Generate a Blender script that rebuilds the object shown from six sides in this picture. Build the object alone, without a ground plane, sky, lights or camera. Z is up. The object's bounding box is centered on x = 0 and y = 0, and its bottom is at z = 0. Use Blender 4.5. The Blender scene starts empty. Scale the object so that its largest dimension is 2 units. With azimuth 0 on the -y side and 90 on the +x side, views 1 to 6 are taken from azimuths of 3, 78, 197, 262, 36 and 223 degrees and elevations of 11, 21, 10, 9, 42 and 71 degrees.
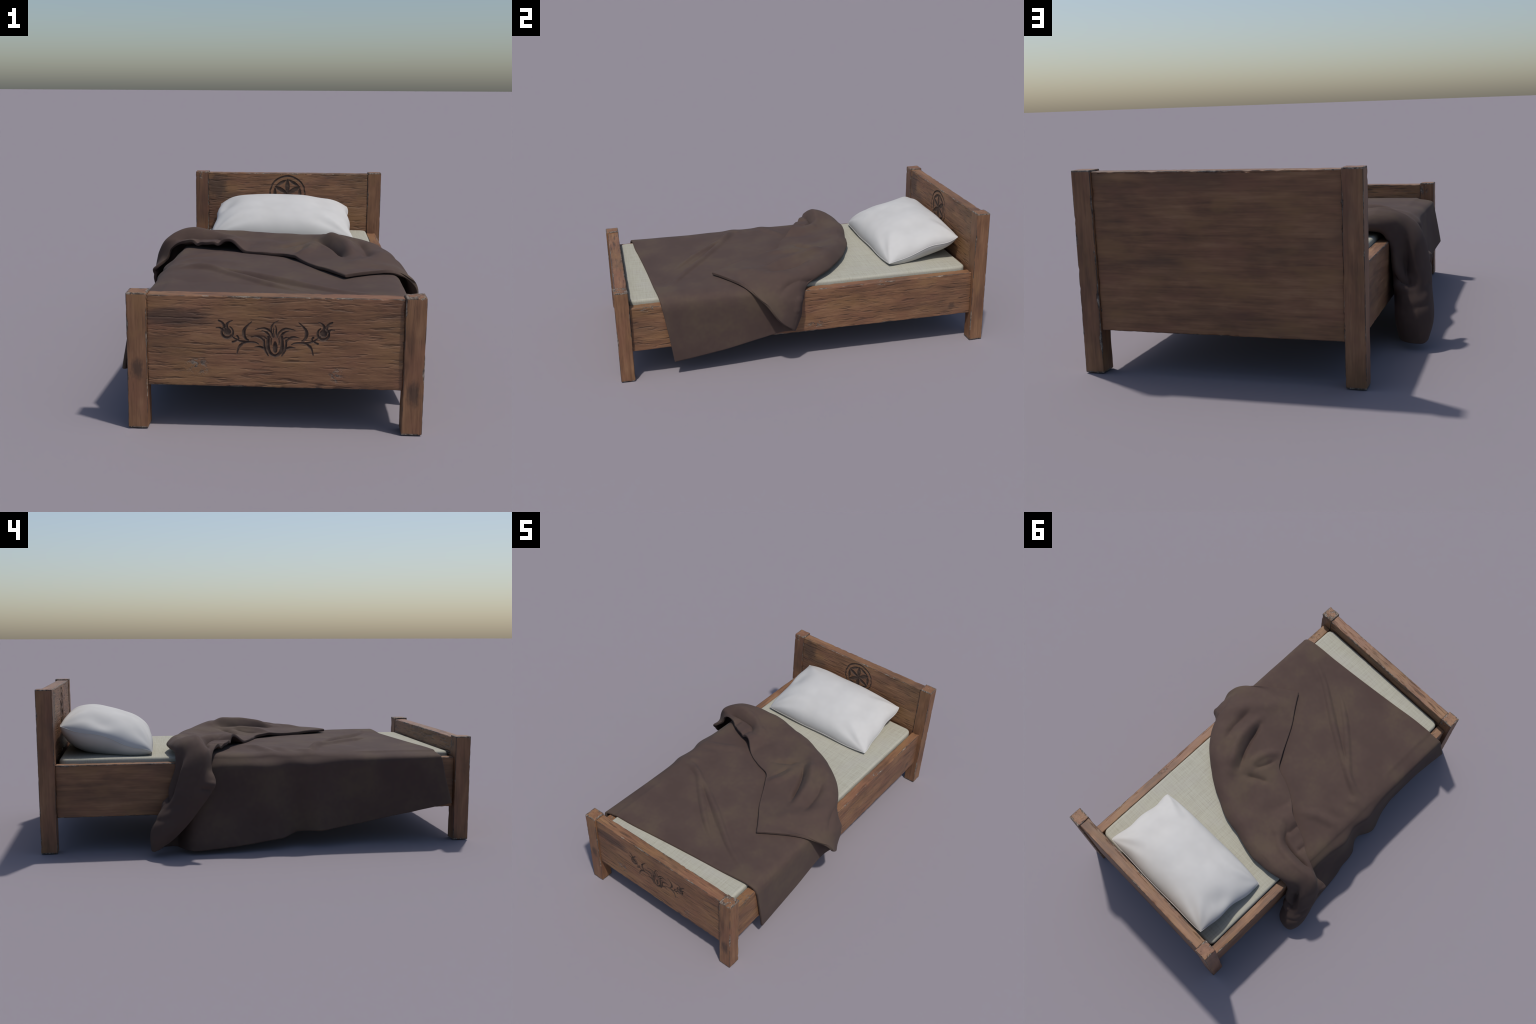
"""Rustic single bed: carved wooden frame, mattress, pillow and a turned-back brown blanket."""
import bpy, bmesh, math, random
import numpy as np
from mathutils import Vector, noise as mnoise

random.seed(7)
rng = np.random.default_rng(7)
SC = bpy.context.scene.collection

# ------------------------------------------------------------------ dimensions (metres)
PX = (-0.482, -0.410, 0.486, 0.559)      # outer/inner faces of the left and right posts
PY = 0.927                               # inner face of the posts along the bed; outer face at 1.0
HEAD_TOP, FOOT_TOP = 0.737, 0.497
PANEL_LOW = 0.160
RAIL_TOP, RAIL_LOW, RAIL_T = 0.3975, 0.158, 0.050
MAT_TOP = 0.417
BED_CX = 0.0385


# ------------------------------------------------------------------ small helpers
def link(ob, parent=None):
    SC.objects.link(ob)
    if parent is not None:
        ob.parent = parent
    return ob


def mesh_object(name, verts, faces, mat, parent=None, origin=(0, 0, 0), smooth=True):
    me = bpy.data.meshes.new(name)
    o = np.asarray(origin, float)
    me.from_pydata([tuple(v) for v in (np.asarray(verts) - o)], [], [tuple(int(i) for i in f) for f in faces])
    me.materials.append(mat)
    if smooth:
        me.polygons.foreach_set("use_smooth", np.ones(len(me.polygons), bool))
    me.update()
    ob = bpy.data.objects.new(name, me)
    ob.location = o
    return link(ob, parent)


def smoothstep(a, b, x):
    t = np.clip((np.asarray(x, float) - a) / (b - a), 0, 1)
    return t * t * (3 - 2 * t)


def n3(p, s=1.0, o=0.0):
    return mnoise.noise(Vector((p[0] * s + o, p[1] * s - o, p[2] * s + 2 * o)))


# ------------------------------------------------------------------ node helper
class Nodes:
    def __init__(self, name):
        self.mat = bpy.data.materials.new(name)
        self.mat.use_nodes = True
        self.nt = self.mat.node_tree
        self.nt.nodes.clear()
        self.out = self.nt.nodes.new("ShaderNodeOutputMaterial")
        self.bsdf = self.nt.nodes.new("ShaderNodeBsdfPrincipled")
        self.nt.links.new(self.bsdf.outputs[0], self.out.inputs[0])
        self.tc = self.nt.nodes.new("ShaderNodeTexCoord")

    def plug(self, sock, v):
        if hasattr(v, "links"):
            self.nt.links.new(v, sock)
        else:
            sock.default_value = v

    def math(self, op, a, b=0.0, c=0.0, clamp=False):
        n = self.nt.nodes.new("ShaderNodeMath")
        n.operation, n.use_clamp = op, clamp
        for i, v in enumerate((a, b, c)):
            self.plug(n.inputs[i], v)
        return n.outputs[0]

    def mapping(self, scale, loc=(0, 0, 0), vec=None):
        n = self.nt.nodes.new("ShaderNodeMapping")
        self.plug(n.inputs["Vector"], vec or self.tc.outputs["Object"])
        n.inputs["Scale"].default_value = scale
        n.inputs["Location"].default_value = loc
        return n.outputs[0]

    def noise(self, vec, scale=1.0, detail=4.0, rough=0.55, distort=0.0):
        n = self.nt.nodes.new("ShaderNodeTexNoise")
        self.plug(n.inputs["Vector"], vec)
        n.inputs["Scale"].default_value = scale
        n.inputs["Detail"].default_value = detail
        n.inputs["Roughness"].default_value = rough
        n.inputs["Distortion"].default_value = distort
        return n.outputs[0]

    def wave(self, vec, scale, axis, distort=0.0):
        n = self.nt.nodes.new("ShaderNodeTexWave")
        n.wave_type, n.bands_direction = "BANDS", axis
        self.plug(n.inputs["Vector"], vec)
        n.inputs["Scale"].default_value = scale
        n.inputs["Distortion"].default_value = distort
        return n.outputs["Fac"]

    def ramp(self, fac, stops):
        n = self.nt.nodes.new("ShaderNodeValToRGB")
        el = n.color_ramp.elements
        while len(el) < len(stops):
            el.new(0.5)
        for e, (p, c) in zip(el, stops):
            e.position = p
            e.color = (*c, 1) if len(c) == 3 else c
        self.plug(n.inputs[0], fac)
        return n.outputs[0]

    def step(self, fac, lo, hi):
        n = self.nt.nodes.new("ShaderNodeMapRange")
        n.interpolation_type = "SMOOTHSTEP"
        self.plug(n.inputs["Value"], fac)
        n.inputs["From Min"].default_value, n.inputs["From Max"].default_value = lo, hi
        return n.outputs[0]

    def mix(self, fac, a, b, blend="MIX"):
        n = self.nt.nodes.new("ShaderNodeMix")
        n.data_type, n.blend_type = "RGBA", blend
        self.plug(n.inputs["Factor"], fac)
        for i, v in ((6, a), (7, b)):
            self.plug(n.inputs[i], v if hasattr(v, "links") else (*v, 1))
        return n.outputs[2]

    def bump(self, height, strength, dist, prev=None):
        n = self.nt.nodes.new("ShaderNodeBump")
        n.inputs["Strength"].default_value = strength
        n.inputs["Distance"].default_value = dist
        self.plug(n.inputs["Height"], height)
        if prev is not None:
            self.nt.links.new(prev, n.inputs["Normal"])
        return n.outputs[0]

    def sep(self, vec):
        n = self.nt.nodes.new("ShaderNodeSeparateXYZ")
        self.plug(n.inputs[0], vec)
        return n.outputs

    def blob(self, centre, radii):
        """1 at the centre of an ellipsoid in object space, 0 outside it, with a ragged rim."""
        inv = tuple(1.0 / r for r in radii)
        v = self.mapping(inv, tuple(-c * i for c, i in zip(centre, inv)))
        n = self.nt.nodes.new("ShaderNodeVectorMath")
        n.operation = "LENGTH"
        self.plug(n.inputs[0], v)
        d = self.math("ADD", n.outputs["Value"], self.math("MULTIPLY", self.math("SUBTRACT", self.noise(v, 2.2, 4, 0.6), 0.5), 1.1))
        return self.math("SUBTRACT", 1.0, self.step(d, 0.35, 1.05))

    def finish(self, colour, rough, normal=None, spec=0.3):
        self.plug(self.bsdf.inputs["Base Color"], colour)
        self.plug(self.bsdf.inputs["Roughness"], rough)
        self.bsdf.inputs["Specular IOR Level"].default_value = spec
        if normal is not None:
            self.nt.links.new(normal, self.bsdf.inputs["Normal"])
        return self.mat


# ------------------------------------------------------------------ materials
def wood(name, half, axis, seed, relief=1.0, stains=(), chips=(), tone=1.0, rough_side=None, worn_top=0.0):
    """Old pine. half: half extents of the piece (object space), axis: grain direction 0/1/2.
    rough_side=(axis, sign): only that face is coarsely weathered, the others are planed."""
    N = Nodes(name)
    o = (seed * 3.17, seed * 1.71, seed * 5.3)

    def grain(s, stretch, off=0.0):
        sc = [s, s, s]
        sc[axis] = s * stretch
        return N.mapping(tuple(sc), tuple(v + off for v in o))

    fine = N.noise(grain(120, 0.05), 1, 5, 0.6, 0.2)
    mid = N.noise(grain(34, 0.10, 7), 1, 5, 0.62, 0.5)
    cloud = N.noise(grain(13, 0.40, 29), 1, 4, 0.6, 0.3)
    gouge = N.noise(grain(92, 0.13, 3), 1, 2.5, 0.5, 0.15)
    big = N.noise(grain(4.6, 0.45, 11), 1, 3, 0.55, 0.4)
    hue = N.noise(grain(10, 0.45, 19), 1, 3)
    xyz = N.sep(N.tc.outputs["Object"])
    amt = relief
    if rough_side:
        ax_, sg = rough_side
        amt = N.math("MULTIPLY", N.math("GREATER_THAN", N.math("MULTIPLY", xyz[ax_], sg), half[ax_] * 0.5), relief)
    tone_f = N.math("ADD", N.math("ADD", N.math("MULTIPLY", mid, 0.36), N.math("MULTIPLY", fine, 0.30)), N.math("MULTIPLY", cloud, 0.34))
    t = lambda c: tuple(v * tone for v in c)
    col = N.ramp(tone_f, [(0.36, t((0.106, 0.052, 0.028))), (0.5, t((0.206, 0.100, 0.050))), (0.64, t((0.295, 0.157, 0.081)))])
    col = N.mix(N.math("MULTIPLY", N.step(hue, 0.50, 0.66), 0.50), col, t((0.250, 0.133, 0.055)))
    col = N.mix(N.math("MULTIPLY", N.step(hue, 0.48, 0.34), 0.40), col, t((0.202, 0.086, 0.052)))
    # broad stains where the finish has darkened
    dark = N.math("MULTIPLY", N.step(big, 0.50, 0.74), 0.52)
    for c, r in stains:
        dark = N.math("MAXIMUM", dark, N.math("MULTIPLY", N.blob(c, r), 0.75))
    col = N.mix(dark, col, t((0.056, 0.034, 0.025)))
    # short soft gouges along the grain
    gm = N.math("MULTIPLY", N.step(gouge, 0.52, 0.76), amt)
    col = N.mix(N.math("MULTIPLY", gm, 0.66), col, t((0.050, 0.028, 0.018)))
    # worn, greyed arrises: distance to the nearest edge of the piece
    d = [N.math("SUBTRACT", h, N.math("ABSOLUTE", x)) for h, x in zip(half, xyz)]
    lo, hi = N.math("MINIMUM", d[0], d[1]), N.math("MAXIMUM", d[0], d[1])
    edge = N.math("MAXIMUM", lo, N.math("MINIMUM", hi, d[2]))
    wn = N.noise(grain(36, 0.35, 23), 1, 4, 0.65)
    width = N.math("MULTIPLY", N.step(wn, 0.42, 0.78), 0.0105)
    wear = N.step(N.math("SUBTRACT", width, edge), -0.0005, 0.0022)
    rough_n = N.noise(grain(110, 0.5, 5), 1, 3, 0.6)
    flake = N.step(N.noise(grain(75, 0.6, 2), 1, 4, 0.6, 0.8), 0.50, 0.60)
    # dark seam line right on the arris in places
    seam = N.math("MULTIPLY", N.step(N.math("SUBTRACT", 0.0034, edge), 0.0, 0.0012), N.step(N.noise(grain(17, 0.5, 41), 1, 3), 0.43, 0.52))
    chip = None
    for c, r in chips:
        b = N.math("MULTIPLY", N.blob(c, r), flake)
        chip = b if chip is None else N.math("MAXIMUM", chip, b)
    if chip is not None:
        wear = N.math("MAXIMUM", wear, chip)
    if worn_top:
        rim = N.math("MINIMUM", d[0], d[1])
        reach = N.math("MULTIPLY", N.step(N.noise(N.mapping((38, 38, 38), o), 1, 3, 0.6, 0.4), 0.36, 0.66), 0.034 * worn_top)
        band = N.step(N.math("SUBTRACT", reach, rim), 0.0, 0.003)
        wear = N.math("MAXIMUM", wear, N.math("MULTIPLY", band, N.math("LESS_THAN", d[2], 0.006)))
    col = N.mix(N.math("MULTIPLY", seam, 0.75), col, (0.034, 0.032, 0.030))
    grey = N.ramp(rough_n, [(0.36, (0.030, 0.028, 0.026)), (0.50, (0.120, 0.105, 0.088)), (0.64, (0.300, 0.260, 0.212))])
    col = N.mix(N.math("MULTIPLY", wear, 0.80), col, grey)
    ripple = N.noise(grain(48, 0.22, 13), 1, 3, 0.55, 0.9)
    height = N.math("ADD", N.math("MULTIPLY", fine, 0.18), N.math("MULTIPLY", mid, 0.35))
    height = N.math("ADD", height, N.math("MULTIPLY", N.math("MULTIPLY", ripple, amt), 0.75))
    height = N.math("SUBTRACT", height, N.math("MULTIPLY", gm, 1.0))
    height = N.math("SUBTRACT", height, N.math("MULTIPLY", wear, 0.8))
    nrm = N.bump(height, 0.68, 0.0040)
    rgh = N.math("ADD", 0.44, N.math("MULTIPLY", N.math("ADD", fine, wear), 0.20))
    return N.finish(col, rgh, nrm, 0.4)


def carved_wood():
    N = Nodes("carved_dark_wood")
    n = N.noise(N.mapping((30, 60, 60)), 1, 4, 0.6)
    col = N.ramp(n, [(0.35, (0.048, 0.031, 0.024)), (0.65, (0.096, 0.062, 0.046))])
    return N.finish(col, 0.75, N.bump(n, 0.4, 0.0015), 0.2)


def blanket_cloth():
    N = Nodes("brown_wool")
    a = N.noise(N.mapping((4.5, 4.5, 4.5), (3, 1, 2)), 1, 3, 0.5)
    b = N.noise(N.mapping((40, 40, 40)), 1, 4, 0.6)
    f = N.math("ADD", N.math("MULTIPLY", a, 0.8), N.math("MULTIPLY", b, 0.2))
    col = N.ramp(f, [(0.38, (0.070, 0.045, 0.038)), (0.50, (0.078, 0.051, 0.042)), (0.63, (0.091, 0.063, 0.046))])
    w = N.math("ADD", N.wave(N.mapping((1, 1, 1)), 150, "X", 1.0), N.wave(N.mapping((1, 1, 1)), 150, "Y", 1.0))
    nrm = N.bump(w, 0.10, 0.0012, N.bump(b, 0.12, 0.003))
    m = N.finish(col, 0.88, nrm, 0.2)
    N.bsdf.inputs["Sheen Weight"].default_value = 0.025
    N.bsdf.inputs["Sheen Roughness"].default_value = 0.6
    return m


def mattress_cloth():
    N = Nodes("woven_linen")
    v = N.tc.outputs["Object"]
    wx = N.noise(N.mapping((190, 9, 9)), 1, 3, 0.6)
    wy = N.noise(N.mapping((9, 190, 60)), 1, 3, 0.6)
    p = N.noise(N.mapping((7, 7, 7)), 1, 3)
    thread = N.math("ADD", N.math("MULTIPLY", wx, 0.5), N.math("MULTIPLY", wy, 0.5))
    col = N.ramp(thread, [(0.34, (0.335, 0.318, 0.256)), (0.50, (0.392, 0.380, 0.312)), (0.66, (0.425, 0.415, 0.345))])
    col = N.mix(N.math("MULTIPLY", N.step(p, 0.45, 0.65), 0.35), col, (0.385, 0.365, 0.325))
    nrm = N.bump(thread, 0.35, 0.003)
    return N.finish(col, 0.9, nrm, 0.15)


def pillow_cloth():
    N = Nodes("white_cotton")
    p = N.noise(N.mapping((6, 6, 6)), 1, 3)
    f = N.noise(N.mapping((120, 120, 120)), 1, 3)
    col = N.ramp(p, [(0.35, (0.500, 0.490, 0.474)), (0.65, (0.545, 0.535, 0.518))])
    return N.finish(col, 0.85, N.bump(f, 0.06, 0.001), 0.2)


# ------------------------------------------------------------------ wooden pieces
def axis_stops(lo, hi, r, step, fine=None):
    """Grid stops from lo to hi: close together at the rounded ends, finer inside `fine`=(a, b, s)."""
    s = [lo, lo + 0.35 * r, lo + 0.75 * r, lo + 1.3 * r, lo + 2.2 * r]
    e = [hi - 2.2 * r, hi - 1.3 * r, hi - 0.75 * r, hi - 0.35 * r, hi]
    inner, cuts = [], [(s[-1], e[0], step)]
    if fine:
        a, b, fs = fine
        cuts = [(s[-1], a, step), (a, b, fs), (b, e[0], step)]
    for a, b, st in cuts:
        n = max(1, int(round((b - a) / st)))
        inner += [a + (b - a) * i / n for i in range(1, n + 1)]
    return np.array(s + inner[:-1] + e)


def timber(name, lo, hi, mat, parent, r=0.004, step=0.012, seed=0, fine_x=None, fine_z=None, carve=None, carve_side=-1, carve_name=None, dents=()):
    """A sawn timber with rounded, nicked arrises. carve(x, z) gives a signed distance to an engraved motif."""
    lo, hi = np.array(lo), np.array(hi)
    ax = [axis_stops(lo[0], hi[0], r, step, fine_x), axis_stops(lo[1], hi[1], r, step), axis_stops(lo[2], hi[2], r, step, fine_z)]
    n = [len(a) for a in ax]
    idx, verts, faces, front = {}, [], [], []

    def vid(i, j, k):
        key = (i, j, k)
        v = idx.get(key)
        if v is None:
            v = idx[key] = len(verts)
            verts.append((ax[0][i], ax[1][j], ax[2][k]))
        return v

    for d in range(3):
        u, w = [(1, 2), (2, 0), (0, 1)][d]
        for side in (0, n[d] - 1):
            for a in range(n[u] - 1):
                for b in range(n[w] - 1):
                    q = []
                    for da, db in ((0, 0), (1, 0), (1, 1), (0, 1)):
                        c = [0, 0, 0]
                        c[d], c[u], c[w] = side, a + da, b + db
                        q.append(vid(*c))
                    faces.append(q if side else q[::-1])
                    front.append(d == 1 and (side == 0) == (carve_side < 0))
    V = np.array(verts)
    raw = V.copy()
    inner = np.clip(V, lo + r, hi - r)
    dv = V - inner
    L = np.linalg.norm(dv, axis=1, keepdims=True)
    V = inner + dv / np.maximum(L, 1e-9) * r
    # nicks on the arrises and a slight waviness of the sawn faces
    dist = np.sort(np.minimum(raw - lo, hi - raw), axis=1)
    near = np.where(dist[:, 1] < 0.012)[0]
    ctr = (lo + hi) / 2
    for i in near:
        p = raw[i]
        nk = max(0.0, n3(p, 42, seed) - 0.14) * 0.0042 + max(0.0, n3(p, 11, seed + 5) - 0.32) * 0.004
        for c, rad, dep in dents:
            q = math.dist(p, c)
            if q < rad:
                nk += dep * (1 - q / rad) * (0.6 + 0.8 * abs(n3(p, 60, seed)))
        k = nk * (1 - dist[i, 1] / 0.012)
        pull = np.where(np.minimum(p - lo, hi - p) < 0.012, np.sign(ctr - p), 0)
        V[i] += pull * k
    dark = None
    if carve is not None:
        y0 = lo[1] if carve_side < 0 else hi[1]
        fi = np.where(np.abs(raw[:, 1] - y0) < 1e-9)[0]
        sd = carve(raw[fi, 0], raw[fi, 2])
        e = 1e-4
        gx = (carve(raw[fi, 0] + e, raw[fi, 2]) - sd) / e
        gz = (carve(raw[fi, 0], raw[fi, 2] + e) - sd) / e
        h = fine_x[2]
        snap = np.abs(sd) < 0.5 * h
        V[fi[snap], 0] -= gx[snap] * sd[snap]
        V[fi[snap], 2] -= gz[snap] * sd[snap]
        sd = np.where(snap, 0.0, sd)
        depth = 0.0034 * smoothstep(0, 0.0045, -sd)
        V[fi, 1] -= carve_side * depth
        inside = np.zeros(len(V))
        inside[fi] = np.minimum(sd, 0)
        lim = np.zeros(len(V))
        lim[fi] = np.maximum(sd, 0)
        dark = [bool(f) and sum(inside[v] for v in q) < -1e-5 and max(lim[v] for v in q) <= 1e-9 for f, q in zip(front, faces)]
    ob_faces = faces if dark is None else [q for q, k in zip(faces, dark) if not k]
    ob = mesh_object(name, V, ob_faces, mat, parent, ctr)
    if dark is not None:
        cf = [q for q, k in zip(faces, dark) if k]
        used = sorted({v for q in cf for v in q})
        mp = {v: i for i, v in enumerate(used)}
        mesh_object(carve_name, V[used], [[mp[v] for v in q] for q in cf], CARVED, ob, ctr).location = (0, 0, 0)
    return ob


# signed distances for the carvings -------------------------------------------------
def disc(x, z, cx, cz, r):
    return np.hypot(x - cx, z - cz) - r


def stroke(x, z, pts, w0, w1, w2):
    """Tapered brush stroke through pts; half widths at start, middle and end."""
    best = np.full(np.shape(x), 9.0)
    pts = smooth_poly(pts, 4)
    m = len(pts) - 1
    for i in range(m):
        (ax_, az), (bx, bz) = pts[i], pts[i + 1]
        dx, dz = bx - ax_, bz - az
        t = np.clip(((x - ax_) * dx + (z - az) * dz) / (dx * dx + dz * dz + 1e-12), 0, 1)
        s = (i + t) / m
        w = np.where(s < 0.5, w0 + (w1 - w0) * s * 2, w1 + (w2 - w1) * (s * 2 - 1))
        best = np.minimum(best, np.hypot(x - ax_ - t * dx, z - az - t * dz) - w)
    return best


def smooth_poly(pts, k):
    P = np.array(pts, float)
    if len(P) < 3:
        return P
    return catmull(P, [k] * (len(P) - 1))


def catmull(P, counts):
    """Centripetal Catmull-Rom through P (n, dim), counts samples per span; end point included."""
    P = np.asarray(P, float)
    E = np.vstack([2 * P[0] - P[1], P, 2 * P[-1] - P[-2]])
    kn = np.concatenate([[0], np.cumsum(np.maximum(np.linalg.norm(np.diff(E, axis=0), axis=1), 1e-6) ** 0.5)])
    out = []
    for i, c in enumerate(counts):
        t0, t1, t2, t3 = kn[i:i + 4]
        p0, p1, p2, p3 = E[i:i + 4]
        for t in np.linspace(t1, t2, c, endpoint=False):
            a1 = (t1 - t) / (t1 - t0) * p0 + (t - t0) / (t1 - t0) * p1
            a2 = (t2 - t) / (t2 - t1) * p1 + (t - t1) / (t2 - t1) * p2
            a3 = (t3 - t) / (t3 - t2) * p2 + (t - t2) / (t3 - t2) * p3
            b1 = (t2 - t) / (t2 - t0) * a1 + (t - t0) / (t2 - t0) * a2
            b2 = (t3 - t) / (t3 - t1) * a2 + (t - t1) / (t3 - t1) * a3
            out.append((t2 - t) / (t2 - t1) * b1 + (t - t1) / (t2 - t1) * b2)
    out.append(P[-1])
    return np.array(out)


ROS_X, ROS_Z, ROS_R = 0.036, 0.6165, 0.081


def rosette(x, z):
    """Six-petalled compass rosette: petals and rim petals from intersecting circles, in a ring."""
    x, z = x - ROS_X, z - ROS_Z
    tips = [(ROS_R * math.sin(k * math.pi / 3), ROS_R * math.cos(k * math.pi / 3)) for k in range(6)]
    d = np.full(np.shape(x), 9.0)
    for k in range(6):
        a, b, c = tips[k - 1], tips[(k + 1) % 6], tips[k]
        petal = np.maximum(disc(x, z, *a, ROS_R), disc(x, z, *b, ROS_R)) - 0.0024
        q = (c[0] + b[0], c[1] + b[1])
        rim = np.maximum(disc(x, z, 0, 0, ROS_R), disc(x, z, *q, ROS_R)) + 0.0014
        d = np.minimum(d, np.minimum(petal, rim))
    ang = np.arctan2(x, z)
    rr = np.hypot(x, z)
    wob = 0.0012 * np.sin(17 * ang) * smoothstep(0.6, 1.5, np.abs(ang)) + 0.0008 * np.sin(7 * ang + 1)
    w = 0.0052 - 0.0016 * smoothstep(0.8, 1.6, np.abs(ang)) + 0.0010 * np.sin(23 * ang) * smoothstep(0.7, 1.4, np.abs(ang))
    return np.minimum(d, np.abs(rr - 0.0985 - wob) - w - 0.0004)


ORN_X, ORN_Z = 0.0395, 0.403


def floral(x, z):
    """Central tulip with curling leaves, stems and two side tulips (drawn in 0.2 mm units, y down)."""
    k = 0.000197
    X, Y = (x - ORN_X) / k, (ORN_Z - z) / k
    A = np.abs(X)
    S = lambda p, a, b, c: stroke(A, Y, p, a, b, c)
    j = np.minimum
    # arching leaves of the centre flower
    d = S([(34, 300), (62, 226), (112, 172), (185, 136), (270, 144), (350, 162)], 9, 20, 4)
    d = j(d, S([(86, 300), (118, 250), (172, 204), (240, 178)], 10, 20, 6))
    d = j(d, S([(196, 384), (236, 330), (290, 296), (350, 286), (425, 302)], 10, 23, 4))
    d = j(d, S([(150, 330), (190, 300), (240, 290)], 10, 13, 4))
    d = j(d, S([(205, 505), (262, 478), (360, 484)], 20, 19, 3))
    # crescents
    d = j(d, S([(418, 24), (488, 92), (548, 172), (552, 262), (512, 340), (478, 356)], 6, 30, 12))
    # stem, side leaf and buds
    d = j(d, S([(290, 430), (340, 402), (430, 392), (540, 394), (650, 370), (742, 318), (800, 268)], 7, 19, 9))
    d = j(d, S([(500, 398), (580, 428), (640, 492), (676, 612)], 12, 24, 7))
    d = j(d, S([(664, 360), (700, 380), (752, 402)], 12, 15, 19))
    d = j(d, S([(650, 356), (652, 320), (672, 290)], 12, 15, 17))
    # side tulips: dark cup with a pale crescent inside, three curling tips
    r = np.hypot(A - 848, (Y - 226) / 1.05)
    r2 = np.hypot(A - 848, (Y - 214) / 1.0)
    cup = np.maximum(r - 118, -np.maximum(66 - r2, r2 - 84))
    d = j(d, np.maximum(cup, -np.hypot((A - 822) * 1.6, Y - 120) + 26))
    d = j(d, S([(846, 160), (862, 100), (832, 44), (758, 6)], 22, 21, 5))
    d = j(d, S([(900, 150), (912, 90), (940, 48), (1000, 10)], 20, 22, 15))
    d = j(d, S([(930, 190), (958, 158), (990, 142), (1046, 142)], 20, 16, 5))
    # cup of the centre flower: nested U-shaped petals round a dark drop
    drop = np.hypot(X * (2.5 + 0.9 * np.clip((480 - Y) / 130, 0, 1)), Y - 482) - 112
    d = j(d, drop)
    d = j(d, S([(118, 292), (126, 400), (118, 520), (70, 604), (0, 640)], 22, 32, 22))
    d = j(d, S([(196, 352), (192, 450), (176, 540), (120, 640)], 15, 20, 10))
    d = j(d, S([(66, 318), (72, 372), (70, 430)], 6, 10, 6))
    d = j(d, stroke(X, Y, [(58, -6), (-14, 34), (-62, 96), (-72, 170), (-52, 290)], 4, 14, 8))
    d = j(d, stroke(X, Y, [(6, 84), (20, 150), (18, 220), (34, 300)], 5, 13, 8))
    d = j(d, stroke(X, Y, [(-26, 130), (-30, 210), (-12, 290)], 4, 8, 5))
    return d * k - 0.0009


# ------------------------------------------------------------------ bed frame
CARVED = carved_wood()
bed = link(bpy.data.objects.new("wooden_bed_frame", None))
bed.empty_display_size = 0.2
bed["label"] = "rustic brown wooden single bed frame with carved boards"
bed["category"] = "bed frame"


def half(lo, hi):
    return tuple((b - a) / 2 for a, b in zip(lo, hi))


seed = 0
for top, ya, yb in ((HEAD_TOP, PY, 1.0), (FOOT_TOP, -1.0, -PY)):
    for xa, xb in ((PX[0], PX[1]), (PX[2], PX[3])):
        seed += 1
        lo, hi = (xa, ya, 0.0), (xb, yb, top)
        hf = half(lo, hi)
        chips, dents, stains = [], [], []
        if top == FOOT_TOP and xa > 0:
            chips.append(((-0.012, 0.030, hf[2]), (0.05, 0.030, 0.02)))
            dents.append(((xa + 0.02, yb, top), 0.03, 0.006))
            stains.append(((0.0, -0.04, -0.10), (0.03, 0.03, 0.06)))
        if top == HEAD_TOP and xa < 0:
            chips.append(((-0.01, -0.038, hf[2] - 0.02), (0.022, 0.02, 0.03)))
        if top == FOOT_TOP and xa < 0:
            chips.append(((0.02, 0.036, hf[2] - 0.03), (0.03, 0.02, 0.05)))
            stains.append(((0.0, -0.04, -0.03), (0.03, 0.03, 0.05)))
        mat = wood("old_pine_post.%03d" % seed, hf, 2, seed, 0.25, stains, chips, worn_top={-1: 0.35, 1: 1.0}[1 if (top == FOOT_TOP and xa > 0) else -1])
        timber("post", lo, hi, mat, bed, 0.003, 0.014, seed, dents=dents)

lo, hi = (PX[1] - 0.001, 0.931, PANEL_LOW - 0.001), (PX[2] + 0.001, 0.990, 0.731)
timber("headboard", lo, hi, wood("old_pine_headboard", half(lo, hi), 0, 11, 1.0,
                                 [((-0.40, -0.03, 0.2), (0.08, 0.02, 0.10))],
                                 rough_side=(1, -1)),
       bed, 0.0035, 0.012, 11, (ROS_X - 0.108, ROS_X + 0.108, 0.0014), (ROS_Z - 0.107, ROS_Z + 0.107, 0.0014), rosette, -1, "carved_rosette")

lo, hi = (PX[1] - 0.001, -0.990, PANEL_LOW), (PX[2] + 0.001, -0.929, 0.489)
timber("footboard", lo, hi, wood("old_pine_footboard", half(lo, hi), 0, 5, 1.0,
                                 [((-0.36, -0.03, 0.085), (0.20, 0.03, 0.045))],
                                 [((0.215, -0.03, -0.115), (0.03, 0.02, 0.035)), ((-0.27, -0.03, -0.09), (0.05, 0.02, 0.04))]),
       bed, 0.0035, 0.012, 12, (ORN_X - 0.215, ORN_X + 0.215, 0.0014), (0.268, 0.410, 0.0014), floral, -1, "carved_tulip_ornament")

for k, (xa, xb) in enumerate(((-0.458, -0.458 + RAIL_T), (0.535 - RAIL_T, 0.535))):
    lo, hi = (xa, -PY - 0.001, RAIL_LOW), (xb, PY + 0.001, RAIL_TOP)
    chips = [((0.01, -0.83, 0.11), (0.04, 0.06, 0.02))]
    stains = []
    if k == 1:
        stains = [((0.02, 0.82, -0.065), (0.02, 0.035, 0.03))]
        chips += [((0.025, 0.05, -0.085), (0.02, 0.07, 0.02)), ((0.02, 0.42, 0.115), (0.03, 0.05, 0.02))]
    timber("side_rail", lo, hi, wood("old_pine_rail.%03d" % (k + 1), half(lo, hi), 1, 31 + k * 7, 0.9, stains, chips, rough_side=(0, 1)), bed, 0.0035, 0.014, 20 + k)


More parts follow.
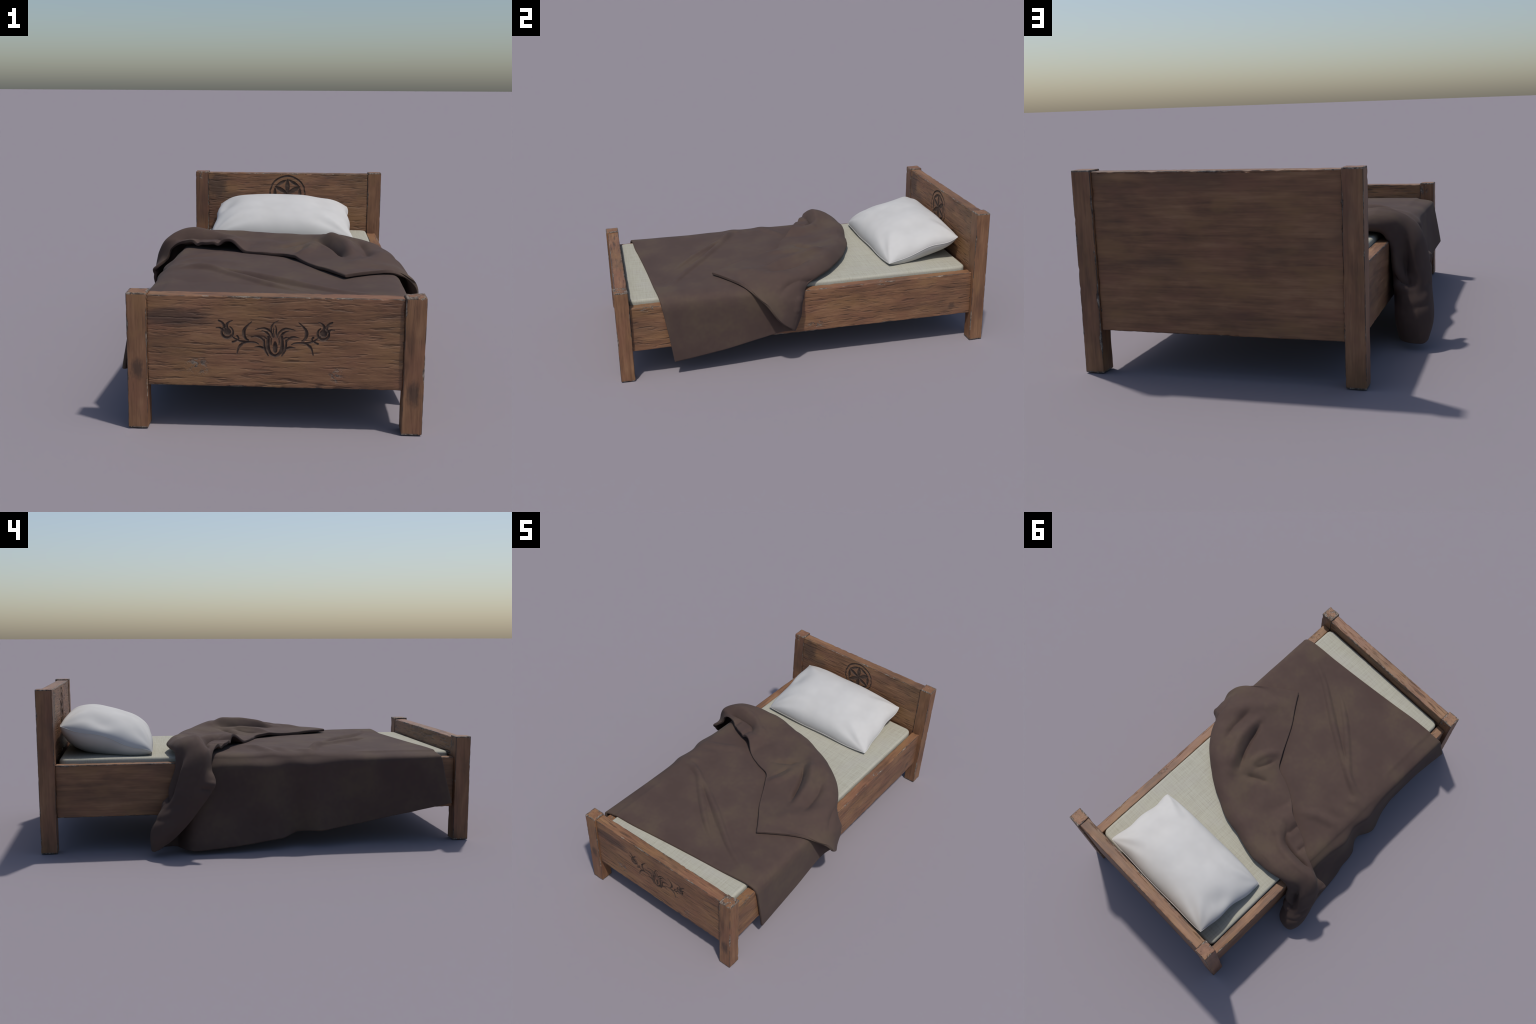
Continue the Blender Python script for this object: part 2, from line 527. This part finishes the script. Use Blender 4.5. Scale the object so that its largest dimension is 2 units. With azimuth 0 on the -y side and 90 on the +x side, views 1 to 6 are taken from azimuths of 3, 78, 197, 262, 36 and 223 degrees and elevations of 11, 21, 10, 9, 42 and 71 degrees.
# ------------------------------------------------------------------ mattress
def build_mattress():
    lo, hi = np.array((-0.404, -0.926, 0.270)), np.array((0.480, 0.916, MAT_TOP))
    R, r = 0.035, 0.014
    # plan outline with rounded corners, then a rounded-over profile lofted round it
    out = []
    for cx, cy, a0 in ((hi[0] - R, hi[1] - R, 0), (lo[0] + R, hi[1] - R, 90), (lo[0] + R, lo[1] + R, 180), (hi[0] - R, lo[1] + R, 270)):
        for i in range(9):
            a = math.radians(a0 + i * 90 / 8)
            out.append((cx, cy, math.cos(a), math.sin(a)))
    prof = [(R, lo[2])] + [(R, lo[2] + r)] + [(R, hi[2] - r)]
    prof += [(R - r + r * math.cos(t), hi[2] - r + r * math.sin(t)) for t in np.linspace(0, math.pi / 2, 7)[1:]]
    verts, faces, m = [], [], len(out)
    for d, z in prof:
        for cx, cy, a, b in out:
            verts.append((cx + a * d, cy + b * d, z))
    for i in range(len(prof) - 1):
        for j in range(m):
            k = (j + 1) % m
            faces.append((i * m + j, i * m + k, (i + 1) * m + k, (i + 1) * m + j))
    faces.append(tuple(range((len(prof) - 1) * m, len(prof) * m)))
    faces.append(tuple(range(m - 1, -1, -1)))
    return mesh_object("mattress", verts, faces, mattress_cloth(), None, ((lo[0] + hi[0]) / 2, (lo[1] + hi[1]) / 2, lo[2]))


mat_ob = build_mattress()
for p in mat_ob.data.polygons:
    if len(p.vertices) > 4:
        p.use_smooth = False
mat_ob["label"] = "thin beige woven linen mattress with rounded corners"
mat_ob["category"] = "mattress"


# ------------------------------------------------------------------ pillow
def build_pillow():
    BL, BR = np.array((-0.342, 0.912, 0.560)), np.array((0.374, 0.914, 0.546))
    FL, FR = np.array((-0.357, 0.490, 0.438)), np.array((0.386, 0.502, 0.434))
    nu, nv = 96, 64
    warp = lambda t: math.sin(t * math.pi / 2)      # denser towards the seams
    top, bot = [], []
    nrm = np.cross(FR - FL, BL - FL)
    nrm /= np.linalg.norm(nrm)
    for j in range(nv + 1):
        v = warp(-1 + 2 * j / nv)
        for i in range(nu + 1):
            u = warp(-1 + 2 * i / nu)
            a, b = (u + 1) / 2, (v + 1) / 2
            p = (1 - b) * ((1 - a) * FL + a * FR) + b * ((1 - a) * BL + a * BR)
            # edges drawn in between the corner ears
            p = p - np.array((u * (1 - v * v) * 0.009 + 0.007 * u ** 7 * v ** 8, v * (1 - u * u) * -0.003 + 0.005 * v ** 7 * u ** 8, 0))
            ex, ey = 1 - abs(u) ** 2.8, 1 - abs(v) ** 3.2
            f = (max(ex, 0) * max(ey, 0)) ** 0.53
            soft = 1 + 0.06 * n3(p, 5, 3) + 0.03 * n3(p, 11, 9)
            # creases running in from the corners
            cr = 0.0
            for su, sv in ((1, 1), (1, -1), (-1, 1), (-1, -1)):
                du, dv = 1 - su * u, 1 - sv * v
                rad = math.hypot(du, dv)
                if rad < 0.9:
                    cr += 0.006 * math.sin(9 * math.atan2(dv, du)) * smoothstep(0, 0.25, rad) * (1 - smoothstep(0.35, 0.9, rad))
            seam = np.array((0.004 * math.sin(7 * v + 2), 0, 0.008 * math.sin(5 * v + 1) * (1 - v ** 4))) * abs(u) ** 8 + np.array((0, 0.0015 * math.sin(6 * u + 1), 0.002 * math.sin(8 * u))) * abs(v) ** 8
            t = p + seam + nrm * (0.115 * f * soft + cr * f)
            # sag of the left end
            t[2] -= f * 0.034 * math.exp(-((t[0] + 0.30) / 0.055) ** 2 - ((t[1] - 0.72) / 0.06) ** 2)
            t[2] -= 0.012 * math.exp(-((t[0] - 0.25) / 0.07) ** 2 - ((t[1] - 0.70) / 0.08) ** 2)
            t[1] = min(t[1], 0.932)
            top.append(t)
            q = p + seam - nrm * (0.115 * f)
            q[2] = max(q[2], MAT_TOP + 0.0015)
            q[1] = min(q[1], 0.932)
            bot.append(q)
    W = nu + 1
    verts, faces = list(top), []
    bid = {}
    for j in range(nv + 1):
        for i in range(nu + 1):
            if i in (0, nu) or j in (0, nv):
                bid[(i, j)] = j * W + i
            else:
                bid[(i, j)] = len(verts)
                verts.append(bot[j * W + i])
    for j in range(nv):
        for i in range(nu):
            faces.append((j * W + i, j * W + i + 1, (j + 1) * W + i + 1, (j + 1) * W + i))
            faces.append((bid[(i, j)], bid[(i, j + 1)], bid[(i + 1, j + 1)], bid[(i + 1, j)]))
    cloth = pillow_cloth()
    ob = mesh_object("pillow", verts, faces, cloth, None, (0.015, 0.7, MAT_TOP))
    ring = [j * W + i for j, i in [(0, i) for i in range(nu)] + [(j, nu) for j in range(nv)] + [(nv, i) for i in range(nu, 0, -1)] + [(j, 0) for j in range(nv, 0, -1)]]
    ctr = np.mean([verts[r] for r in ring], axis=0)
    line = [verts[r] + 0.0006 * (verts[r] - ctr) / np.linalg.norm(verts[r] - ctr) for r in ring]
    pv, pf, m, k = [], [], len(line), 6
    for i in range(m):
        tg = line[(i + 1) % m] - line[i - 1]
        tg /= np.linalg.norm(tg)
        sd = np.cross(tg, nrm)
        rad = 0.0017 + 0.0005 * n3(line[i], 30)
        for a in range(k):
            an = 2 * math.pi * a / k
            pv.append(line[i] + rad * (math.cos(an) * sd + math.sin(an) * nrm))
    for i in range(m):
        for a in range(k):
            pf.append((i * k + a, i * k + (a + 1) % k, ((i + 1) % m) * k + (a + 1) % k, ((i + 1) % m) * k + a))
    mesh_object("piping", pv, pf, cloth, ob, (0.015, 0.7, MAT_TOP)).location = (0, 0, 0)
    return ob


pil = build_pillow()
pil["label"] = "plump white cotton pillow leaning on the headboard"
pil["category"] = "pillow"


# ------------------------------------------------------------------ blanket
# One sheet. Each column is a thread running from the foot hem (F) over the bed (M, U), round the
# turned-back fold (N nose, T top) and along the flap (P, Q, R) to the top hem (H).
COLUMNS = [
    dict(F=(-.525, -.903, .187), M=(-.515, -.42, .098), U=(-.500, .395, .024), N=(-.546, .496, .024), T=(-.588, .502, .022), P=(-.604, .495, .024), Q=(-.612, .484, .032), H=(-.616, .466, .042)),
    dict(F=(-.515, -.890, .245), M=(-.505, -.42, .170), U=(-.485, .385, .100), N=(-.525, .493, .100), T=(-.583, .499, .100), P=(-.621, .474, .100), Q=(-.630, .436, .100), H=(-.614, .395, .100)),
    dict(F=(-.500, -.875, .310), M=(-.490, -.42, .260), U=(-.478, .355, .200), N=(-.510, .448, .200), T=(-.563, .447, .205), P=(-.606, .417, .205), Q=(-.617, .360, .200), H=(-.602, .300, .205)),
    dict(F=(-.490, -.865, .370), M=(-.482, -.42, .345), U=(-.472, .33, .300), N=(-.486, .418, .300), T=(-.523, .380, .300), P=(-.566, .391, .300), Q=(-.602, .320, .300), H=(-.592, .222, .322)),
    dict(F=(-.480, -.858, .400), M=(-.472, -.42, .395), U=(-.462, .30, .385), N=(-.470, .390, .378), T=(-.512, .360, .395), P=(-.556, .355, .395), Q=(-.580, .285, .392), H=(-.538, .237, .366)),
    dict(F=(-.458, -.852, .408), M=(-.455, -.42, .410), U=(-.440, .32, .425), N=(-.435, .388, .438), T=(-.475, .360, .466), P=(-.506, .298, .482), Q=(-.536, .262, .456), H=(-.512, .237, .424)),
    dict(F=(-.380, -.848, .414), M=(-.380, -.42, .424), U=(-.370, .32, .435), N=(-.388, .399, .454), T=(-.410, .370, .487), P=(-.422, .300, .499), Q=(-.432, .247, .464), H=(-.425, .200, .464)),
    dict(F=(-.280, -.843, .415), M=(-.280, -.42, .430), U=(-.270, .34, .436), N=(-.280, .414, .454), T=(-.290, .382, .484), P=(-.305, .300, .480), Q=(-.320, .218, .464), H=(-.328, .142, .464)),
    dict(F=(-.180, -.832, .415), M=(-.180, -.42, .430), U=(-.170, .33, .436), N=(-.180, .409, .452), T=(-.184, .374, .484), P=(-.197, .285, .472), Q=(-.203, .185, .476), H=(-.212, .096, .490)),
    dict(F=(-.070, -.821, .415), M=(-.070, -.42, .431), U=(-.060, .31, .436), N=(-.060, .386, .450), T=(-.068, .348, .482), P=(-.090, .245, .471), Q=(-.115, .135, .462), H=(-.140, .036, .454)),
    dict(F=(.050, -.810, .415), M=(.050, -.42, .431), U=(.060, .28, .434), N=(.060, .356, .448), T=(.050, .316, .482), P=(.020, .205, .469), Q=(-.020, .090, .460), H=(-.050, -.015, .451)),
    dict(F=(.170, -.800, .416), M=(.170, -.42, .430), U=(.180, .22, .436), N=(.180, .304, .450), T=(.168, .260, .490), P=(.132, .145, .477), Q=(.090, .040, .465), H=(.045, -.050, .454)),
    dict(F=(.290, -.791, .421), M=(.290, -.42, .430), U=(.290, .15, .436), N=(.302, .232, .456), T=(.282, .193, .503), P=(.235, .100, .492), Q=(.170, .000, .475), H=(.085, -.105, .460)),
    dict(F=(.400, -.783, .429), M=(.400, -.42, .431), U=(.390, .06, .434), N=(.412, .146, .456), T=(.396, .110, .497), P=(.345, .020, .493), Q=(.260, -.080, .473), H=(.135, -.200, .453)),
    dict(F=(.480, -.776, .428), M=(.480, -.42, .427), U=(.470, -.01, .430), N=(.476, .066, .448), T=(.472, .030, .481), P=(.430, -.060, .481), Q=(.340, -.170, .466), H=(.190, -.300, .453)),
    dict(F=(.528, -.770, .410), M=(.526, -.42, .412), U=(.518, -.06, .414), N=(.520, .000, .426), T=(.536, -.040, .452), P=(.516, -.138, .462), Q=(.412, -.258, .463), H=(.250, -.385, .453)),
    dict(F=(.544, -.750, .300), M=(.542, -.40, .300), U=(.543, -.09, .310), N=(.553, -.040, .330), T=(.582, -.056, .372), P=(.584, -.150, .398), Q=(.508, -.268, .449), R=(.400, -.345, .452), H=(.280, -.430, .453)),
    dict(F=(.547, -.733, .190), M=(.543, -.40, .205), U=(.548, -.115, .245), N=(.564, -.054, .250), T=(.597, -.072, .288), P=(.612, -.160, .326), Q=(.590, -.252, .402), R=(.455, -.345, .448), H=(.295, -.455, .453)),
    dict(F=(.550, -.718, .078), M=(.546, -.42, .121), U=(.550, -.145, .180), N=(.574, -.088, .190), T=(.598, -.094, .204), P=(.634, -.175, .285), Q=(.620, -.228, .366), R=(.520, -.318, .440), H=(.303, -.468, .453)),
]
ROLES = "FMUNTPQRH"
SPANS = [62, 66, 14, 12, 14, 14, 14, 16]
ACROSS = 13
T_U, T_N, T_T = sum(SPANS[:2]), sum(SPANS[:3]), sum(SPANS[:4])


def polyline_dist(x, y, pts):
    best, along = np.full(x.shape, 9.0), np.zeros(x.shape)
    m = len(pts) - 1
    for i in range(m):
        (ax_, ay), (bx, by) = pts[i], pts[i + 1]
        dx, dy = bx - ax_, by - ay
        t = np.clip(((x - ax_) * dx + (y - ay) * dy) / (dx * dx + dy * dy), 0, 1)
        d = np.hypot(x - ax_ - t * dx, y - ay - t * dy)
        along = np.where(d < best, (i + t) / m, along)
        best = np.minimum(best, d)
    return best, along


# folds: (points in plan, half width, height), negative heights are valleys; they fade at both ends
BASE_FOLDS = [
    ([(.385, -.700), (.232, -.622), (.055, -.496), (-.16, -.360), (-.34, -.262), (-.44, -.222)], .013, .016),
    ([(.30, -.715), (.149, -.656), (.052, -.592), (-.096, -.466), (-.205, -.362), (-.281, -.297), (-.38, -.270), (-.44, -.262)], .012, .015),
    ([(.22, -.650), (.09, -.560), (-.09, -.425), (-.27, -.305)], .010, -.006),
    ([(-.20, .05), (-.33, -.02), (-.43, -.05), (-.52, -.06)], .024, .014),
    ([(-.28, -.09), (-.38, -.12), (-.46, -.15), (-.52, -.16)], .026, .004),
    ([(-.34, -.20), (-.42, -.225), (-.52, -.24)], .022, .010),
    ([(-.10, -.22), (-.28, -.14), (-.42, -.09)], .035, .006),
    ([(.30, -.74), (.05, -.68), (-.20, -.62), (-.36, -.56)], .10, -.017),
    ([(.32, -.34), (.10, -.16), (-.15, -.02), (-.38, .06)], .13, .007),
]
FLAP_FOLDS = [
    ([(.425, -.200), (.412, -.105), (.400, -.02), (.375, .05)], .020, -.018),
    ([(.345, -.200), (.338, -.085), (.312, .025), (.262, .105), (.225, .17)], .026, .030),
    ([(.318, -.160), (.293, -.095), (.275, -.035), (.243, .045), (.205, .115)], .014, -.030),
    ([(.10, -.125), (.150, -.060), (.172, .005), (.165, .062)], .020, .014),
    ([(.090, -.075), (.118, .010), (.135, .05)], .014, -.011),
    ([(.150, .122), (.084, .085), (.025, .055)], .018, -.020),
    ([(.30, -.36), (.42, -.20), (.50, -.08)], .035, .008),
    ([(-.10, .20), (.02, .12), (.10, .06)], .045, .006),
    ([(-.235, .165), (-.285, .228), (-.340, .246), (-.430, .250), (-.505, .242)], .012, -.020),
    ([(-.21, .20), (-.275, .268), (-.340, .286), (-.430, .288), (-.50, .28)], .017, .013),
    ([(-.20, .20), (-.25, .27), (-.36, .305), (-.46, .31)], .030, .008),
    ([(-.17, .11), (-.19, .19), (-.21, .26)], .028, .010),
    ([(-.383, .14), (-.380, .18), (-.375, .23)], .015, -.014),
    ([(-.274, .10), (-.270, .15), (-.266, .20)], .017, -.015),
    ([(-.14, .01), (-.13, .08), (-.11, .15)], .03, -.006),
]
SIGN = -1.0     # the flap is face down, so this makes positive heights stand out of it
CREASES = [     # (line in space, half width, height, first thread row it acts on)
    ([(.508, .015, .435), (.528, -.060, .446), (.548, -.120, .425), (.572, -.180, .360), (.592, -.210, .300)], .015, -.022, T_N),
    ([(.575, -.045, .385), (.608, -.060, .345), (.612, -.072, .300)], .018, .014, T_U),
    ([(.562, -.060, .370), (.580, -.085, .300), (.590, -.100, .240)], .011, -.010, T_N),
    ([(-.516, .366, .415), (-.523, .382, .350), (-.524, .384, .290), (-.535, .430, .215)], .013, -.016, T_U),
    ([(-.478, .415, .268), (-.500, .436, .252), (-.530, .432, .240), (-.556, .425, .238)], .012, -.015, T_U),
    ([(-.478, .420, .235), (-.505, .443, .222), (-.545, .445, .218)], .014, .010, T_U),
    ([(-.620, .410, .170), (-.585, .460, .150), (-.540, .474, .145)], .013, -.007, T_U),
    ([(-.625, .360, .240), (-.600, .410, .220), (-.570, .440, .170)], .016, -.006, T_U),
    ([(-.610, .300, .345), (-.604, .250, .322), (-.596, .222, .312)], .010, .012, T_T),
    ([(-.600, .290, .370), (-.592, .240, .352), (-.580, .220, .350)], .009, -.010, T_T),
    ([(-.606, .300, .300), (-.600, .260, .296), (-.596, .240, .290)], .009, -.010, T_T),
]
# profile of the left drape seen from above: x at the hem and at the mattress edge against y
HEM_Y = [-.90, -.70, -.48, -.38, -.30, -.265, -.224, -.19, -.165, -.139, -.093, -.04, .02, .064, .137, .21, .28]
HEM_X = [-.525, -.492, -.482, -.502, -.538, -.548, -.522, -.494, -.488, -.502, -.548, -.552, -.552, -.566, -.574, -.580, -.586]
LOW_Y = [-.903, -.723, -.465, -.28, -.16, -.105, .0, .13, .31, .36, .42]
LOW_Z = [.187, .146, .097, .077, .073, .052, .040, .026, .012, .014, .024]
EDGE_Y = [-.85, -.40, -.32, -.257, -.230, -.174, -.120, -.089, -.038, .02, .071, .213]
EDGE_X = [-.482, -.481, -.485, -.493, -.508, -.490, -.480, -.488, -.512, -.505, -.492, -.486]


def build_blanket():
    rows = []
    for c in COLUMNS:
        c = dict(c)
        if "R" not in c:
            c["R"] = tuple(np.array(c["Q"]) * 0.5 + np.array(c["H"]) * 0.5)
        rows.append(catmull([c[r] for r in ROLES], SPANS))
    G = np.array(rows)                                   # columns x rows x 3
    G = np.array([catmull(G[:, j], [ACROSS] * (len(G) - 1)) for j in range(G.shape[1])])   # rows x cols x 3
    nt, ns = G.shape[:2]
    tt = np.arange(nt)[:, None] * np.ones((1, ns))
    X, Y, Z = G[..., 0].copy(), G[..., 1].copy(), G[..., 2].copy()

    # hanging folds of the left drape
    base = tt <= T_U
    left = base & (X < -.44)
    depth = np.clip((0.385 - Z) / 0.33, 0, 1)
    hx, ex = np.interp(Y, HEM_Y, HEM_X), np.interp(Y, EDGE_Y, EDGE_X)
    bow = np.interp(Y, [-.90, -.76, -.60, .08, .26], [.5, 1.0, 1.6, 1.9, 0.9])
    target = ex + (hx - ex) * depth ** bow
    X += (target - X) * left * (1 - smoothstep(0.375, 0.408, Z)) * (1 - smoothstep(0.32, 0.395, Y))
    # the lower hem of that drape sags towards the head end
    h0 = np.interp(Y, LOW_Y, LOW_Z)
    now = Z[:, :1]
    Z += (h0 - now) * np.clip((0.40 - Z) / np.maximum(0.40 - now, 0.05), 0, 1) * left

    # folds pressed into the top of the sheet and into the flap
    for folds, mask in ((BASE_FOLDS, (1 - smoothstep(T_U - 34, T_U - 16, tt))), (FLAP_FOLDS, smoothstep(T_N + 2, T_T + 3, tt))):
        for pts, w, h in folds:
            d, a = polyline_dist(X, Y, [tuple(p) for p in smooth_poly(pts, 4)])
            g = np.exp(-(d / w) ** 2) * (0.25 + 0.75 * smoothstep(0, .25, a) * (1 - smoothstep(.75, 1, a)))
            Z += h * g * mask * smoothstep(0.36, 0.42, Z)

    # sharp creases and pleats pressed in along the surface normal
    for line, w, h, r0 in CREASES:
        P = np.stack([X, Y, Z], -1)
        nv = np.cross(np.gradient(P, axis=1), np.gradient(P, axis=0))
        nv /= np.maximum(np.linalg.norm(nv, axis=-1, keepdims=True), 1e-9)
        q = catmull(line, [6] * (len(line) - 1))
        best, al = np.full(X.shape, 9.0), np.zeros(X.shape)
        for i in range(len(q) - 1):
            ab = q[i + 1] - q[i]
            t = np.clip(((P - q[i]) @ ab) / (ab @ ab + 1e-12), 0, 1)
            dd = np.linalg.norm(P - q[i] - t[..., None] * ab, axis=-1)
            al = np.where(dd < best, (i + t) / (len(q) - 1), al)
            best = np.minimum(best, dd)
        g = h * np.exp(-(best / w) ** 2) * (0.35 + 0.65 * smoothstep(0, .2, al) * (1 - smoothstep(.8, 1, al))) * (tt > r0)
        X, Y, Z = X + nv[..., 0] * g * SIGN, Y + nv[..., 1] * g * SIGN, Z + nv[..., 2] * g * SIGN

    # cloth never rests dead flat
    for j in range(nt):
        for i in range(ns):
            p = (X[j, i], Y[j, i], Z[j, i])
            a = n3(p, 7, 4) * 0.0022 + n3(p, 17, 8) * 0.0010
            if j > T_T:
                a = a * 1.5 - abs(n3(p, 5.5, 21)) * 0.005 + 0.0014 + n3(p, 12, 31) * 0.0022
            g = math.exp(-((j - T_N - 4) / 16) ** 2)
            if g > .02:
                Y[j, i] += g * (n3(p, 8, 51) * 0.008 + n3(p, 19, 57) * 0.003)
            Z[j, i] += a
            X[j, i] += 0.6 * a
    # rest on the mattress, the rails and outside the rails
    th = 0.0035
    over = (np.abs(Y) < .93)
    on_mat = over & (X > -.41) & (X < .49)
    Z = np.where(on_mat, np.maximum(Z, MAT_TOP + th), Z)
    on_rail = over & (X > -.462) & (X < .538) & ~on_mat
    Z = np.where(on_rail & (Z > 0.36), np.maximum(Z, RAIL_TOP + 0.0075), Z)
    out_r = (Z < RAIL_TOP) & (X > .45)
    X = np.where(out_r, np.maximum(X, .535 + .0085), X)
    out_l = (Z < RAIL_TOP) & (X < -.38)
    X = np.where(out_l, np.minimum(X, -.458 - .0085), X)
    Z = np.maximum(Z, 0.009)

    # let the cloth bridge the corner between mattress, rail and drape instead of folding sharply
    edge_w = (smoothstep(T_U, T_U - 8, tt) * np.maximum(smoothstep(.44, .49, X), smoothstep(-.39, -.43, X)))[1:-1, 1:-1]
    for _ in range(14):
        for A in (X, Y, Z):
            m = (A[:-2, 1:-1] + A[2:, 1:-1] + A[1:-1, :-2] + A[1:-1, 2:]) / 4
            A[1:-1, 1:-1] += 0.5 * edge_w * (m - A[1:-1, 1:-1])

    P = np.stack([X, Y, Z], -1).reshape(-1, 3)
    faces = [(j * ns + i, (j + 1) * ns + i, (j + 1) * ns + i + 1, j * ns + i + 1) for j in range(nt - 1) for i in range(ns - 1)]
    ob = mesh_object("blanket", P, faces, blanket_cloth(), None, (0, 0, 0))
    m = ob.modifiers.new("thickness", "SOLIDIFY")
    m.thickness, m.offset = 0.0150, 0.0
    m.edge_crease_rim = 0.45
    s = ob.modifiers.new("soft_edges", "SUBSURF")
    s.levels = s.render_levels = 1
    return ob


bl = build_blanket()
bl["label"] = "dark brown wool blanket turned back across the bed"
bl["category"] = "blanket"
